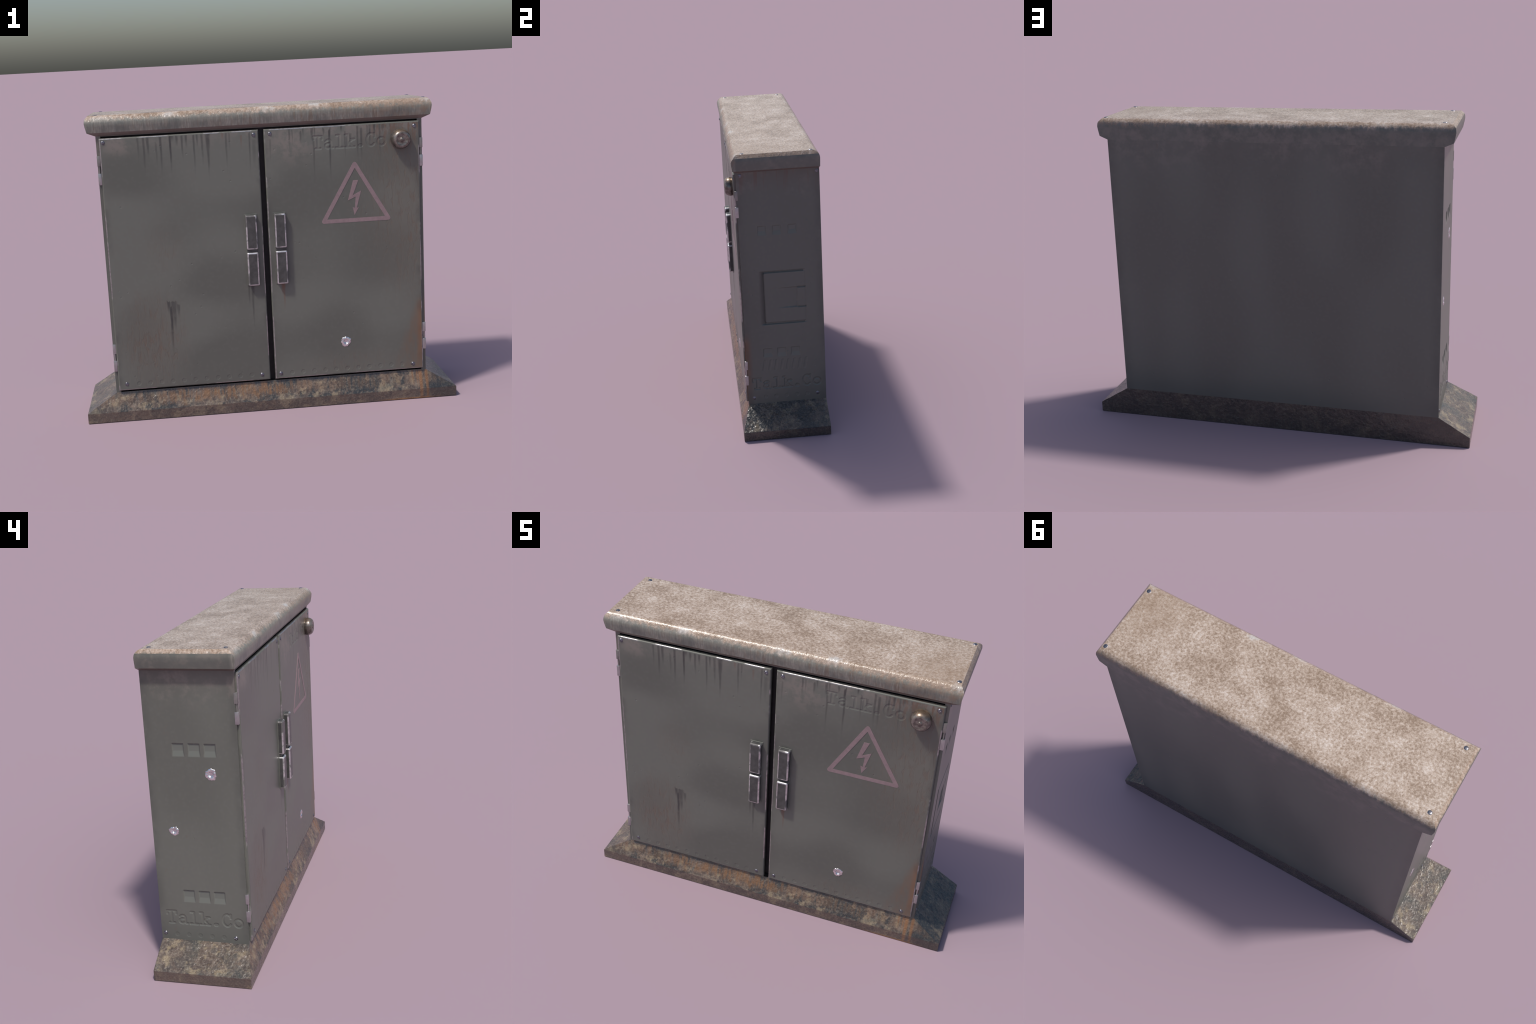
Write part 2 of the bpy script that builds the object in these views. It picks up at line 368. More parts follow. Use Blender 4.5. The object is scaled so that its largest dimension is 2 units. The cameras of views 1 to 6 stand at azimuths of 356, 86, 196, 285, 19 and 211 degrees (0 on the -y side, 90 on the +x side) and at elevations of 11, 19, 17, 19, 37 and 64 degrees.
def plinth_material():
    mat, N, b = new_mat("stained_concrete")
    P = N.coord()
    x, y, z = N.xyz(P)
    nx, ny, nz = N.xyz(N.normal())
    big = N.noise(P, 10.0, 5.0, 0.62, 0.4)
    mid = N.noise(N.scaled(P, 1.0, (3.1, 7.7, 1.3)), 27.0, 5.0, 0.64, 0.5)
    fine = N.noise(P, 85.0, 4.0, 0.65)
    spots = N.noise(N.scaled(P, 1.0, (9.4, 2.2, 5.0)), 18.0, 5.0, 0.64)
    col = N.mix(N.step(mid, 0.36, 0.64), (0.080, 0.057, 0.045), (0.190, 0.145, 0.112))
    col = N.mix(N.m("MULTIPLY", N.step(spots, 0.50, 0.63), 0.68), col, (0.33, 0.265, 0.17))
    col = N.mix(N.m("MULTIPLY", N.step(big, 0.52, 0.68), 0.60), col, (0.105, 0.11, 0.092))
    col = N.mix(N.m("MULTIPLY", N.step(N.m("ADD", N.m("MULTIPLY", mid, 0.55), N.m("MULTIPLY", N.noise(N.scaled(P, 1.0, (1.7, 4.4, 8.8)), 9.0, 4.0, 0.6), 0.6)), 0.550, 0.620), N.step(x, -0.88, -0.80, 0.50, 0.92)), col, (0.026, 0.030, 0.032))
    col = N.mix(N.m("MULTIPLY", N.step(fine, 0.48, 0.68), 0.40), col, (0.25, 0.21, 0.16))
    col = N.mix(N.m("MULTIPLY", N.step(fine, 0.50, 0.34), 0.30), col, (0.045, 0.040, 0.036))
    # vertical kerb is a flatter brown
    kerb = N.step(nz, 0.25, 0.1)
    col = N.mix(N.m("MULTIPLY", kerb, 0.55), col, (0.118, 0.084, 0.068))
    # rust washed down the front slope
    front = N.m("MULTIPLY", N.step(ny, -0.4, -0.75), N.step(nz, 0.1, 0.25))
    streak = N.noise(N.scaled(P, (48, 4, 9)), 1.0, 4.0, 0.6)
    along = N.m("MAXIMUM", N.step(N.m("ABSOLUTE", N.m("ADD", x, 0.22)), 0.62, 0.15), 0.35)
    rust = N.m("MULTIPLY", N.m("MULTIPLY", front, along), N.m("MULTIPLY", N.step(streak, 0.36, 0.58), N.step(N.m("ADD", z, N.m("MULTIPLY", N.m("SUBTRACT", mid, 0.5), 0.12)), 0.065, 0.105)))
    col = N.mix(N.m("MULTIPLY", rust, 0.85), col, (0.215, 0.112, 0.050))
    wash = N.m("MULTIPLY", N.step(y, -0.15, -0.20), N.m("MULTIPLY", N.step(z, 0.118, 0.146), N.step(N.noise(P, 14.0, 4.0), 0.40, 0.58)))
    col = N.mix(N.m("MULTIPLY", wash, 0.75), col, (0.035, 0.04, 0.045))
    fr = N.step(y, -0.18, -0.20)
    lines = drips(N, x, z, [(0.808, .012, .16, .26, 1.0), (0.842, .010, .16, .26, 1.0), (0.765, .006, .15, .09, .7), (0.79, .006, .15, .12, .7)])
    col = N.mix(N.m("MULTIPLY", N.m("MULTIPLY", lines, fr), 0.72), col, (0.25, 0.115, 0.042))
    foot = N.m("MULTIPLY", N.m("MULTIPLY", N.step(z, 0.010, 0.003), N.blob(x, y, 0.74, -0.24, 0.22, 0.03)), 0.8)
    col = N.mix(foot, col, (0.24, 0.11, 0.04))
    shade = N.m("MAXIMUM", N.step(x, 0.80, 0.90), N.step(y, 0.245, 0.252))  # right end and back tinted near-black for their unlit side
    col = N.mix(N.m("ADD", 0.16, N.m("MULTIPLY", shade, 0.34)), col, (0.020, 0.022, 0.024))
    rough = N.step(fine, 0.38, 0.64, 0.12, 0.34)
    h = N.m("ADD", N.m("MULTIPLY", mid, 0.6), N.m("ADD", N.m("MULTIPLY", fine, 0.35), N.m("MULTIPLY", N.noise(N.scaled(P, 1.0, (6, 1, 3)), 44.0, 2.0), 0.8)))
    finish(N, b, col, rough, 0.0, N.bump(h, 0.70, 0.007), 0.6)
    return mat


def plain(name, color, rough=0.6, metal=0.0, vary=0.25, scale=30.0):
    mat, N, b = new_mat(name)
    n = N.noise(N.coord(), scale, 4.0, 0.6)
    col = N.mix(N.step(n, 0.3, 0.7), tuple(c * (1 - vary) for c in color), tuple(c * (1 + vary) for c in color))
    finish(N, b, col, rough, metal, N.bump(n, 0.1, 0.001))
    return mat


def knob_material():
    mat, N, b = new_mat("rusty_knob")
    P = N.coord()
    x, y, z = N.xyz(P)
    n = N.noise(P, 60.0, 5.0, 0.6)
    col = N.mix(N.step(n, 0.35, 0.65), (0.115, 0.097, 0.086), (0.235, 0.208, 0.188))
    col = N.mix(N.m("MULTIPLY", N.step(z, 1.440, 1.466), 0.8), col, (0.30, 0.21, 0.14))
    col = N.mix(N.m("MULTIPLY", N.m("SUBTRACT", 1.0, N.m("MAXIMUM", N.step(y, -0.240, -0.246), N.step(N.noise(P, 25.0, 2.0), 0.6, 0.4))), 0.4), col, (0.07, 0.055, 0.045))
    finish(N, b, col, N.mixf(n, 0.18, 0.32), 0.65, N.bump(n, 0.10, 0.001))
    return mat


M_DOOR = steel_material("door_paint", door=True)
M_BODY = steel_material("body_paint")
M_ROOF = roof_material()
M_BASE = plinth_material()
M_DARK = plain("dark_recess", (0.016, 0.013, 0.015), 0.6)
M_EDGE = worn_material("door_edge", PAINT, (0.40, 0.385, 0.38), 4.5, 0.49, 0.55)
M_HFACE = plain("handle_face", (0.062, 0.062, 0.061), 0.36, 0.15)
M_HEDGE = worn_material("handle_edge", (0.10, 0.095, 0.095), (0.66, 0.645, 0.65), 10.0, 0.38, 0.50)
M_BARE = metal_material("bare_metal", (0.85, 0.82, 0.83), 0.20, (0.6, 0.57, 0.58))
M_SCREW = metal_material("screw_metal", (0.25, 0.25, 0.28), 0.38)
M_HINGE = plain("hinge_metal", (0.40, 0.385, 0.39), 0.34, 0.85, 0.12)
M_HINGE2 = plain("hinge_metal_dull", (0.23, 0.22, 0.21), 0.45, 0.6, 0.15)
M_SIGN = plain("faded_sign_paint", (0.225, 0.160, 0.168), 0.46, 0.0, 0.08, 60.0)
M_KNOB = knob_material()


# ------------------------------------------------------------------ objects
def add(name, me, parent=None, mats=(), smooth=None):
    ob = bpy.data.objects.new(name, me)
    COL.objects.link(ob)
    for m in mats:
        me.materials.append(m)
    if smooth is not None:
        me.shade_smooth()
        if smooth < 180:
            me.set_sharp_from_angle(angle=math.radians(smooth))
    if parent:
        ob.parent = parent
    return ob


def mesh_from(verts, faces, name="m"):
    me = bpy.data.meshes.new(name)
    me.from_pydata([tuple(v) for v in verts], [], faces)
    me.update()
    return me


ROOT = bpy.data.objects.new("utility_cabinet", None)
COL.objects.link(ROOT)
ROOT["label"] = "weathered grey two-door roadside electrical cabinet on stained plinth"
ROOT["category"] = "utility cabinet"


# ------------------------------------------------------------------ relief pressed into sheet metal
def smooth01(t):
    t = np.clip(t, 0, 1)
    return t * t * (3 - 2 * t)


def seg_dist(U, V, a, b):
    ax, ay = a
    dx, dy = b[0] - ax, b[1] - ay
    t = np.clip(((U - ax) * dx + (V - ay) * dy) / max(dx * dx + dy * dy, 1e-12), 0, 1)
    return np.hypot(U - ax - t * dx, V - ay - t * dy)


def arc(cx, cy, rx, ry, a0, a1, n=18):
    return [(cx + rx * math.cos(math.radians(a0 + (a1 - a0) * i / n)), cy + ry * math.sin(math.radians(a0 + (a1 - a0) * i / n))) for i in range(n + 1)]


# slab-serif letters as strokes; unit = cap height, origin at the middle of the foot
GLYPHS = {
    "T": [[(-.36, .76), (-.36, 1), (.36, 1), (.36, .76)], [(0, 1), (0, 0)], [(-.2, 0), (.2, 0)]],
    "a": [[(-.24, .56)] + arc(-.02, .47, .22, .21, 130, 0, 8) + [(.20, .08), (.24, .0), (.36, 0)],
          [(.20, .40), (-.06, .38)] + arc(-.06, .19, .22, .19, 95, 290, 10) + [(.20, .14)]],
    "l": [[(-.22, 1), (.02, 1), (.02, 0)], [(-.28, 0), (.32, 0)]],
    "k": [[(-.36, 1), (-.17, 1), (-.17, 0)], [(-.36, 0), (-.02, 0)], [(.24, .62), (-.15, .27)], [(.10, .62), (.38, .62)], [(-.02, .38), (.25, 0)], [(.10, 0), (.40, 0)]],
    ".": [[(-.05, .06), (.05, .06)]],
    "C": [arc(0, .5, .34, .5, 48, 318, 22), [(.29, 1.0), (.29, .70)]],
    "o": [arc(0, .31, .31, .32, 0, 360, 24)],
}


def text_relief(U, V, word, u0, pitch, v0, cap, depth=0.0022, half=0.0042, soft=0.0035):
    d = np.full(U.shape, 9.0)
    for i, ch in enumerate(word):
        c = u0 + i * pitch
        sel = (np.abs(U - c) < pitch) & (V > v0 - 0.03) & (V < v0 + cap + 0.03)
        if not sel.any():
            continue
        u, v = U[sel], V[sel]
        dd = np.full(u.shape, 9.0)
        grow = 0.004 if ch == "." else 0.0
        for line in GLYPHS[ch]:
            for a, b in zip(line[:-1], line[1:]):
                dd = np.minimum(dd, seg_dist(u, v, (c + a[0] * cap, v0 + a[1] * cap), (c + b[0] * cap, v0 + b[1] * cap)) - grow)
        d[sel] = np.minimum(d[sel], dd)
    return -depth * smooth01((half + soft - d) / soft * 0.75)


def round_dents(U, V, centres, r=0.0125, depth=0.0010):
    h = np.zeros(U.shape)
    for c in centres:
        d = np.hypot(U - c[0], V - c[1])
        h -= depth * smooth01((r - d) / 0.0035)
    return h


def louvre(U, V, u0, u1, v0, v1, depth=0.0052):
    """pressed pocket: steep at the top and sides, sloping back out at the bottom"""
    vm = v0 + (v1 - v0) * 0.43
    flare = 0.004 * np.clip((vm - V) / (vm - v0), 0, 1)
    side = np.minimum(smooth01((U - u0 + flare) / 0.0055), smooth01((u1 + flare - U) / 0.0055))
    top = smooth01((v1 - V) / 0.005)
    foot = np.clip((V - v0) / (vm - v0), 0, 1)
    return -depth * side * np.minimum(top, foot)


def bullet_dents(U, V, spots):
    h = np.zeros(U.shape)
    for u, v, r in spots:
        d = np.hypot(U - u, V - v)
        h -= 0.012 * smooth01((r * 0.62 - d) / (r * 0.35))
    return h


def spread(lo, hi, fine, coarse, zones):
    """grid lines from lo to hi: fine steps inside the zones, coarse elsewhere"""
    out, p = [lo], lo
    while p < hi - 1e-9:
        inside = any(a - fine <= p < b for a, b in zones)
        nxt = p + (fine if inside else coarse)
        if not inside:
            ahead = [a for a, b in zones if a > p]
            if ahead:
                nxt = min(nxt, max(min(ahead), p + fine * 0.5))
        p = min(nxt, hi)
        if hi - p < fine * 0.6:
            p = hi
        out.append(p)
    return np.array(out)


def sheet(us, vs, place, relief, rim=None):
    """grid sheet with relief; rim = (bevel, back) folds the border round to a returned edge.
    place(U, V, H) -> coordinates"""
    if rim:
        bev, back = rim
        prof = [(0.0, -back), (0.0, -bev), (bev * .134, -bev * .5), (bev * .5, -bev * .134), (bev, 0.0), (bev + 0.0016, 0.0)]
        def wrap(a):
            lo, hi = a[0], a[-1]
            inner = a[(a > lo + bev + 0.0024) & (a < hi - bev - 0.0024)]
            c = [lo + p for p, _ in prof] + list(inner) + [hi - p for p, _ in reversed(prof)]
            d = [q for _, q in prof] + [0.0] * len(inner) + [q for _, q in reversed(prof)]
            return np.array(c), np.array(d)
        us, du = wrap(us)
        vs, dv = wrap(vs)
    U, V = np.meshgrid(us, vs)
    H = relief(U, V)
    if rim:
        H = H + np.minimum(du[None, :], dv[:, None])
    co = np.stack(place(U, V, H), -1).reshape(-1, 3)
    nu, nv = len(us), len(vs)
    i = np.arange(nu * nv).reshape(nv, nu)
    quads = np.stack([i[:-1, :-1], i[:-1, 1:], i[1:, 1:], i[1:, :-1]], -1).reshape(-1, 4)
    me = bpy.data.meshes.new("sheet")
    extra = 1 if rim else 0
    loops = quads.reshape(-1)
    starts = np.arange(len(quads)) * 4
    if rim:                                        # close the back with one big face
        ring = np.concatenate([i[0, :], i[1:, -1], i[-1, -2::-1], i[-2:0:-1, 0]])[::-1]
        starts = np.append(starts, len(loops))
        loops = np.concatenate([loops, ring])
    me.vertices.add(len(co))
    me.vertices.foreach_set("co", co.reshape(-1).astype(np.float32))
    me.loops.add(len(loops))
    me.loops.foreach_set("vertex_index", loops.astype(np.int32))
    me.polygons.add(len(starts))
    me.polygons.foreach_set("loop_start", starts.astype(np.int32))
    if rim:                                        # border faces take the worn-edge material
        mi = np.zeros((nv - 1, nu - 1), np.int32)
        mi[1:4, :] = 1; mi[-4:-1, :] = 1; mi[:, 1:4] = 1; mi[:, -4:-1] = 1
        mi[0, :] = 0; mi[-1, :] = 0; mi[:, 0] = 0; mi[:, -1] = 0
        me.polygons.foreach_set("material_index", np.append(mi.reshape(-1), 0).astype(np.int32))
    me.update(calc_edges=True)
    me.validate()
    return me


# ------------------------------------------------------------------ small repeated parts
def lathe(profile, n=32, wobble=None):
    """profile (r, h) turned about +z of the part; first/last r may be 0"""
    vs, fs = [], []
    for k, (r, h) in enumerate(profile):
        for j in range(n):
            a = 2 * math.pi * j / n
            rr = r * (wobble(k, j) if wobble else 1.0)
            vs.append((rr * math.cos(a), rr * math.sin(a), h))
    for k in range(len(profile) - 1):
        for j in range(n):
            fs.append((k * n + j, k * n + (j + 1) % n, (k + 1) * n + (j + 1) % n, (k + 1) * n + j))
    me = mesh_from(vs, fs)
    bm = bmesh.new(); bm.from_mesh(me)
    bmesh.ops.remove_doubles(bm, verts=bm.verts, dist=1e-6)
    bmesh.ops.recalc_face_normals(bm, faces=bm.faces)
    bm.to_mesh(me); bm.free()
    return me


def facing(axis):
    """rotation taking part +z onto an outward direction"""
    return {"-y": Matrix.Rotation(math.radians(90), 4, "X"), "+x": Matrix.Rotation(math.radians(90), 4, "Y"),
            "-x": Matrix.Rotation(math.radians(-90), 4, "Y"), "+z": Matrix.Identity(4)}[axis]


def screw_mesh():
    """domed head with a straight slot and a thin collar"""
    n, R = 28, 0.0095
    rings = [(0.0122, 0.0), (0.0115, 0.0010), (0.0100, 0.0012), (R, 0.0026), (R * .86, 0.0042), (R * .66, 0.0052)]
    rings += [(R * f, 0.0059 - 0.0016 * f * f) for f in (.58, .50, .42, .34, .26, .18, .10)] + [(0.0, 0.0059)]
    me = lathe(rings, 40)
    for v in me.vertices:
        if v.co.z > 0.0040 and abs(v.co.x) < 0.0015:
            v.co.z = 0.0036
    me.shade_smooth(); me.set_sharp_from_angle(angle=math.radians(40))
    return me


SCREW = screw_mesh()
SCREW.materials.append(M_SCREW)


def screw(at, axis, parent, scale=1.0, turn=0.0):
    ob = bpy.data.objects.new("screw", SCREW)
    COL.objects.link(ob)
    ob.matrix_world = Matrix.Translation(at) @ facing(axis) @ Matrix.Rotation(turn, 4, "Z") @ Matrix.Diagonal((scale, scale, scale * 0.8, 1.0))
    ob.parent = parent
    return ob


def crater(at, axis, r, parent, seed):
    """bullet hole: bare dished centre inside a torn bright lip"""
    rg = np.random.default_rng(seed)
    n = 56
    ang = np.arange(n) * 2 * math.pi / n
    tear = 1 + sum(a * np.sin(ang * k + rg.uniform(0, 6.3)) for k, a in ((2, .03), (3, .04), (7, .03), (11, .025), (17, .02)))
    lift = 0.0008 * np.sin(ang * 4 + rg.uniform(0, 6)) + 0.0006 * np.sin(ang * 9)
    prof = [(0.0, -0.0062), (0.16, -0.0060), (0.30, -0.0056), (0.42, -0.0030), (0.50, 0.0008), (0.58, 0.0026), (0.70, 0.0022), (0.84, 0.0014), (1.0, 0.0004), (1.02, -0.0012)]
    vs, fs = [], []
    for k, (f, h) in enumerate(prof):
        for j in range(n):
            a = 2 * math.pi * j / n
            rr = f * r * (1 + (tear[j] - 1) * max(0, (f - 0.45) / 0.55) * 1.4)
            hh = h + (lift[j] if 0.5 < f < 0.95 else 0)
            vs.append((rr * math.cos(a), rr * math.sin(a), hh))
    for k in range(len(prof) - 1):
        for j in range(n):
            fs.append((k * n + j, k * n + (j + 1) % n, (k + 1) * n + (j + 1) % n, (k + 1) * n + j))
    me = mesh_from(vs, fs)
    bm = bmesh.new(); bm.from_mesh(me)
    bmesh.ops.remove_doubles(bm, verts=bm.verts, dist=1e-6)
    bmesh.ops.recalc_face_normals(bm, faces=bm.faces)
    bm.to_mesh(me); bm.free()
    ob = add("bullet_hole", me, parent, (M_BARE,), 75)
    ob.matrix_world = Matrix.Translation(at) @ facing(axis)
    return ob


def block(bm, x0, x1, y0, y1, z0, z1, bevel, segs=3, edge_mat=0, face_mat=0, open_back=True):
    before = set(bm.faces)
    y0, y1 = min(y0, y1), max(y0, y1)
    geom = bmesh.ops.create_cube(bm, size=1.0)
    vs = geom["verts"]
    for v in vs:
        v.co = Vector((x0 + (v.co.x + .5) * (x1 - x0), y0 + (v.co.y + .5) * (y1 - y0), z0 + (v.co.z + .5) * (z1 - z0)))
    es = {e for v in vs for e in v.link_edges}
    if open_back:                       # edges against the door stay sharp
        yb = max(y0, y1)
        es = {e for e in es if not all(abs(v.co.y - yb) < 1e-6 for v in e.verts)}
    old = {f for v in vs for f in v.link_faces}
    for f in old:
        f.material_index = face_mat
    if bevel:
        res = bmesh.ops.bevel(bm, geom=list(es), offset=bevel, segments=segs, profile=0.5, affect="EDGES")
        for f in res["faces"]:
            f.material_index = edge_mat
    return [f for f in bm.faces if f not in before]


# ------------------------------------------------------------------ plinth
def build_plinth():
    out = dict(x=1.0, yf=-0.2385, yb=0.2535)
    rings = []
    def ring(xh, yf, yb, z, n_x=90, n_y=24):
        pts = [(-xh + 2 * xh * i / n_x, yf, z) for i in range(n_x)]
        pts += [(xh, yf + (yb - yf) * i / n_y, z) for i in range(n_y)]
        pts += [(xh - 2 * xh * i / n_x, yb, z) for i in range(n_x)]
        pts += [(-xh, yb - (yb - yf) * i / n_y, z) for i in range(n_y)]
        return pts
    prof = [(0, 0.0), (0, 0.027), (0, 0.0515), (0.012, 0.0540)] + [(t, 0.053 + t * (Z0 - 0.053)) for t in np.linspace(0.08, 1.0, 13)]
    for t, z in prof:
        rings.append(ring(1.0 + (BX - 1.0) * t, out["yf"] + (YF - out["yf"]) * t, out["yb"] + (YB - out["yb"]) * t, z))
    n = len(rings[0])
    vs = [p for r in rings for p in r]
    fs = [(k * n + j, k * n + (j + 1) % n, (k + 1) * n + (j + 1) % n, (k + 1) * n + j) for k in range(len(rings) - 1) for j in range(n)]
    fs.append(tuple(range(n))[::-1])
    fs.append(tuple(range((len(rings) - 1) * n, len(rings) * n)))
    me = mesh_from(vs, fs)
    # slight unevenness of the sloping faces
    from mathutils import noise as mn
    for v in me.vertices:
        if 0.06 < v.co.z < 0.14:
            v.co.z += 0.0016 * mn.noise(v.co * 22.0) + 0.0008 * mn.noise(v.co * 60.0)
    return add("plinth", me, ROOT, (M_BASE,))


PLINTH = build_plinth()

# ------------------------------------------------------------------ body
BODY = bpy.data.objects.new("cabinet_body", None)
COL.objects.link(BODY)
BODY.parent = ROOT

WORD = "Talk.Co"
left_bullets = [(-0.0567, 1.022, 0.028), (0.1455, 0.730, 0.0235)]


def left_relief(U, V):              # U = -y so the word reads left to right, V = z
    h = text_relief(U, V, WORD, -0.194, 0.0568, 0.2385, 0.0635)
    for lo, hi in ((1.106, 1.172), (0.3555, 0.4215)):
        for c in (-0.0955, -0.0175, 0.0590):
            h += louvre(U, V, c - 0.0298, c + 0.0298, lo, hi)
    h += round_dents(U, V, [(-0.172 + 0.0602 * i, 0.1762) for i in range(5)])
    return h + bullet_dents(U, V, [(-u, v, r) for u, v, r in left_bullets])


def right_relief(U, V):             # U = y
    h = text_relief(U, V, WORD, -0.141, 0.0572, 0.2415, 0.0625, 0.0034)
    for c in (-0.0712, 0.0094, 0.0940):
        h += louvre(U, V, c - 0.0245, c + 0.0245, 1.158, 1.2125)
    for c in (-0.0710, 0.0075, 0.0858):
        h += louvre(U, V, c - 0.0262, c + 0.0262, 0.433, 0.4885)
    h += round_dents(U, V, [(-0.0951 + 0.0602 * i, 0.188) for i in range(5)])
    # slanted slots
    d = np.full(U.shape, 9.0)
    for i in range(8):
        u = -0.1 + 0.0335 * i
        d = np.minimum(d, seg_dist(U, V, (u, 0.357), (u + 0.011, 0.412)))
    h -= 0.0014 * smooth01((0.0085 - d) / 0.005)
    # access flap: grooved outline, wide on its left, finger scoop with an upright grip
    u0, u1, v0, v1 = -0.073, 0.150, 0.647, 0.937
    def rrect(u0, u1, v0, v1, r):
        cx, cy, hx, hy = (u0 + u1) / 2, (v0 + v1) / 2, (u1 - u0) / 2 - r, (v1 - v0) / 2 - r
        qx, qy = np.abs(U - cx) - hx, np.abs(V - cy) - hy
        return np.hypot(np.maximum(qx, 0), np.maximum(qy, 0)) + np.minimum(np.maximum(qx, qy), 0) - r
    inner = rrect(u0, u1, v0, v1, 0.008)
    outer = rrect(-0.102, 0.160, 0.631, 0.952, 0.004)
    ramp = np.clip((U + 0.101) / 0.027, 0, 1)
    groove = smooth01(-outer / 0.006) * smooth01(inner / 0.006)
    deep = np.where(U < -0.072, ramp, 1.0)
    h -= groove * np.where(U > 0.145, 0.0025, np.where(U < -0.072, 0.0115 * deep, 0.0075))
    band = smooth01((V - 0.727) / 0.006) * smooth01((0.850 - V) / 0.006)
    scoop = band * np.clip((U + 0.01) / 0.118, 0, 1) * smooth01((0.1150 - U) / 0.014)
    lips = smooth01((0.0055 - np.minimum(np.abs(V - 0.7300), np.abs(V - 0.8470))) / 0.004) * (U > 0.11) * smooth01((0.157 - U) / 0.003)
    return h - 0.0085 * scoop - 0.0055 * lips


side_rows = [(1.09, 1.185), (0.345, 0.495), (0.228, 0.315), (0.158, 0.206)]
ycols = spread(YF, YB, 0.0017, 0.0017, [])
lz = spread(Z0, Z1, 0.0017, 0.03, sorted(side_rows + [(0.985, 1.058), (0.700, 0.760)]))
rz = spread(Z0, Z1, 0.0017, 0.03, sorted([(1.15, 1.22), (0.345, 0.495), (0.228, 0.315), (0.166, 0.21), (0.62, 0.96)]))
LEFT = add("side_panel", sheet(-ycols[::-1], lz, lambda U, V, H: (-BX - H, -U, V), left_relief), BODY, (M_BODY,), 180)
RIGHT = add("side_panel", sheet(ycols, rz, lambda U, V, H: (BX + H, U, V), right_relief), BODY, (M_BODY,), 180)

bx = np.linspace(-BX, BX, 120)
bz = np.linspace(Z0, Z1, 100)


def back_relief(U, V):
    edge = np.minimum(np.minimum(BX - np.abs(U), Z1 - V), V - Z0)
    wave = np.sin(U * 6.1 + 0.7) * np.sin(V * 5.3 + 0.4)
    return 0.0007 * wave * smooth01(edge / 0.15)


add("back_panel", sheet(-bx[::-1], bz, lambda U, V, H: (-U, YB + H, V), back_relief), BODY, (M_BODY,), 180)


def front_frame():
    ox, iz0, iz1, ix, dep = BX, 0.1500, 1.5132, 0.818, 0.030
    o = [(-ox, YF, Z0), (ox, YF, Z0), (ox, YF, Z1), (-ox, YF, Z1)]
    i = [(-ix, YF, iz0), (ix, YF, iz0), (ix, YF, iz1), (-ix, YF, iz1)]
    me = mesh_from(o + i, [(k, (k + 1) % 4, 4 + (k + 1) % 4, 4 + k) for k in range(4)])
    fr = add("front_frame", me, BODY, (M_BODY,))
    j = [(p[0], YF + dep, p[2]) for p in i]
    me = mesh_from(i + j, [(k, (k + 1) % 4, 4 + (k + 1) % 4, 4 + k) for k in range(4)] + [(4, 5, 6, 7)])
    add("door_recess", me, BODY, (M_DARK,))
    return fr


front_frame()
for u, z in ((0.2331, 0.1792), (-0.129, 0.1756)):
    screw((-BX, u, z), "-x", LEFT, 0.85, 0.5 + u * 9)
for u, z in ((-0.162, 0.1855), (0.203, 0.187), (-0.1726, 1.4988), (0.2391, 1.5001)):
    screw((BX, u, z), "+x", RIGHT, 0.85, 1.2 + u * 7)
for k, (u, z, r) in enumerate(left_bullets):
    crater((-BX, u, z), "-x", r, LEFT, 20 + k)


# ------------------------------------------------------------------ roof
def build_roof():
    key = [(0.8425, -0.1950, 0.2525, 1.5150), (0.8845, -0.2110, 0.2525, 1.5332), (0.8905, -0.2158, 0.2525, 1.5620), (0.8935, -0.2170, 0.2525, 1.5805),
           (0.8931, -0.2145, 0.2516, 1.5880), (0.8924, -0.2105, 0.2498, 1.5950), (0.8910, -0.2045, 0.2470, 1.6020), (0.8852, -0.2000, 0.2420, 1.6085), (0.8799, -0.1945, 0.2350, 1.6145), (0.8764, -0.1880, 0.2275, 1.6185), (0.8752, -0.1800, 0.2180, 1.6198)]
    n_x, n_y = 120, 30
    def ring(xh, yf, yb, z):
        pts = [(-xh + 2 * xh * i / n_x, yf, z) for i in range(n_x)]
        pts += [(xh, yf + (yb - yf) * i / n_y, z) for i in range(n_y)]
        pts += [(xh - 2 * xh * i / n_x, yb, z) for i in range(n_x)]
        pts += [(-xh, yb - (yb - yf) * i / n_y, z) for i in range(n_y)]
        return pts
    rings = [ring(*k) for k in key]
    n = len(rings[0])
    vs = [p for r in rings for p in r]
    fs = [(k * n + j, k * n + (j + 1) % n, (k + 1) * n + (j + 1) % n, (k + 1) * n + j) for k in range(len(rings) - 1) for j in range(n)]
    fs.append(tuple(range((len(rings) - 1) * n, len(rings) * n)))
    fs.append(tuple(range(n))[::-1])
    me = mesh_from(vs, fs)
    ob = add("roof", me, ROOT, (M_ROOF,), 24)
    return ob


ROOF = build_roof()
for x, y in ((0.8600, -0.1575), (0.8620, 0.2070), (-0.8366, -0.1650), (-0.8367, 0.1964)):
    screw((x, y, 1.6168), "+z", ROOF, 1.22, 0.6 + x)


# ------------------------------------------------------------------ doors
door_bullet = (0.4045, 0.3415, 0.0265)


def door_relief(sign):
    dents = [(-0.718 + 0.0604 * i, 0.1935) for i in range(11)] if sign < 0 else [(0.1068 + 0.0603 * i, 0.1915) for i in range(11)]
    def f(U, V):
        h = round_dents(U, V, dents)
        bow = np.minimum(np.minimum(np.abs(np.abs(U) - DX0), np.abs(DX1 - np.abs(U))), np.minimum(DZ1 - V, V - DZ0))
        h += 0.0006 * np.sin(U * 9.0 + 1.0) * np.sin(V * 6.0) * smooth01(bow / 0.1)
        if sign > 0:
            h += text_relief(U, V, WORD, 0.2927, 0.0556, 1.3875, 0.0630, 0.0016)
            h += bullet_dents(U, V, [door_bullet])
        return h
    return f


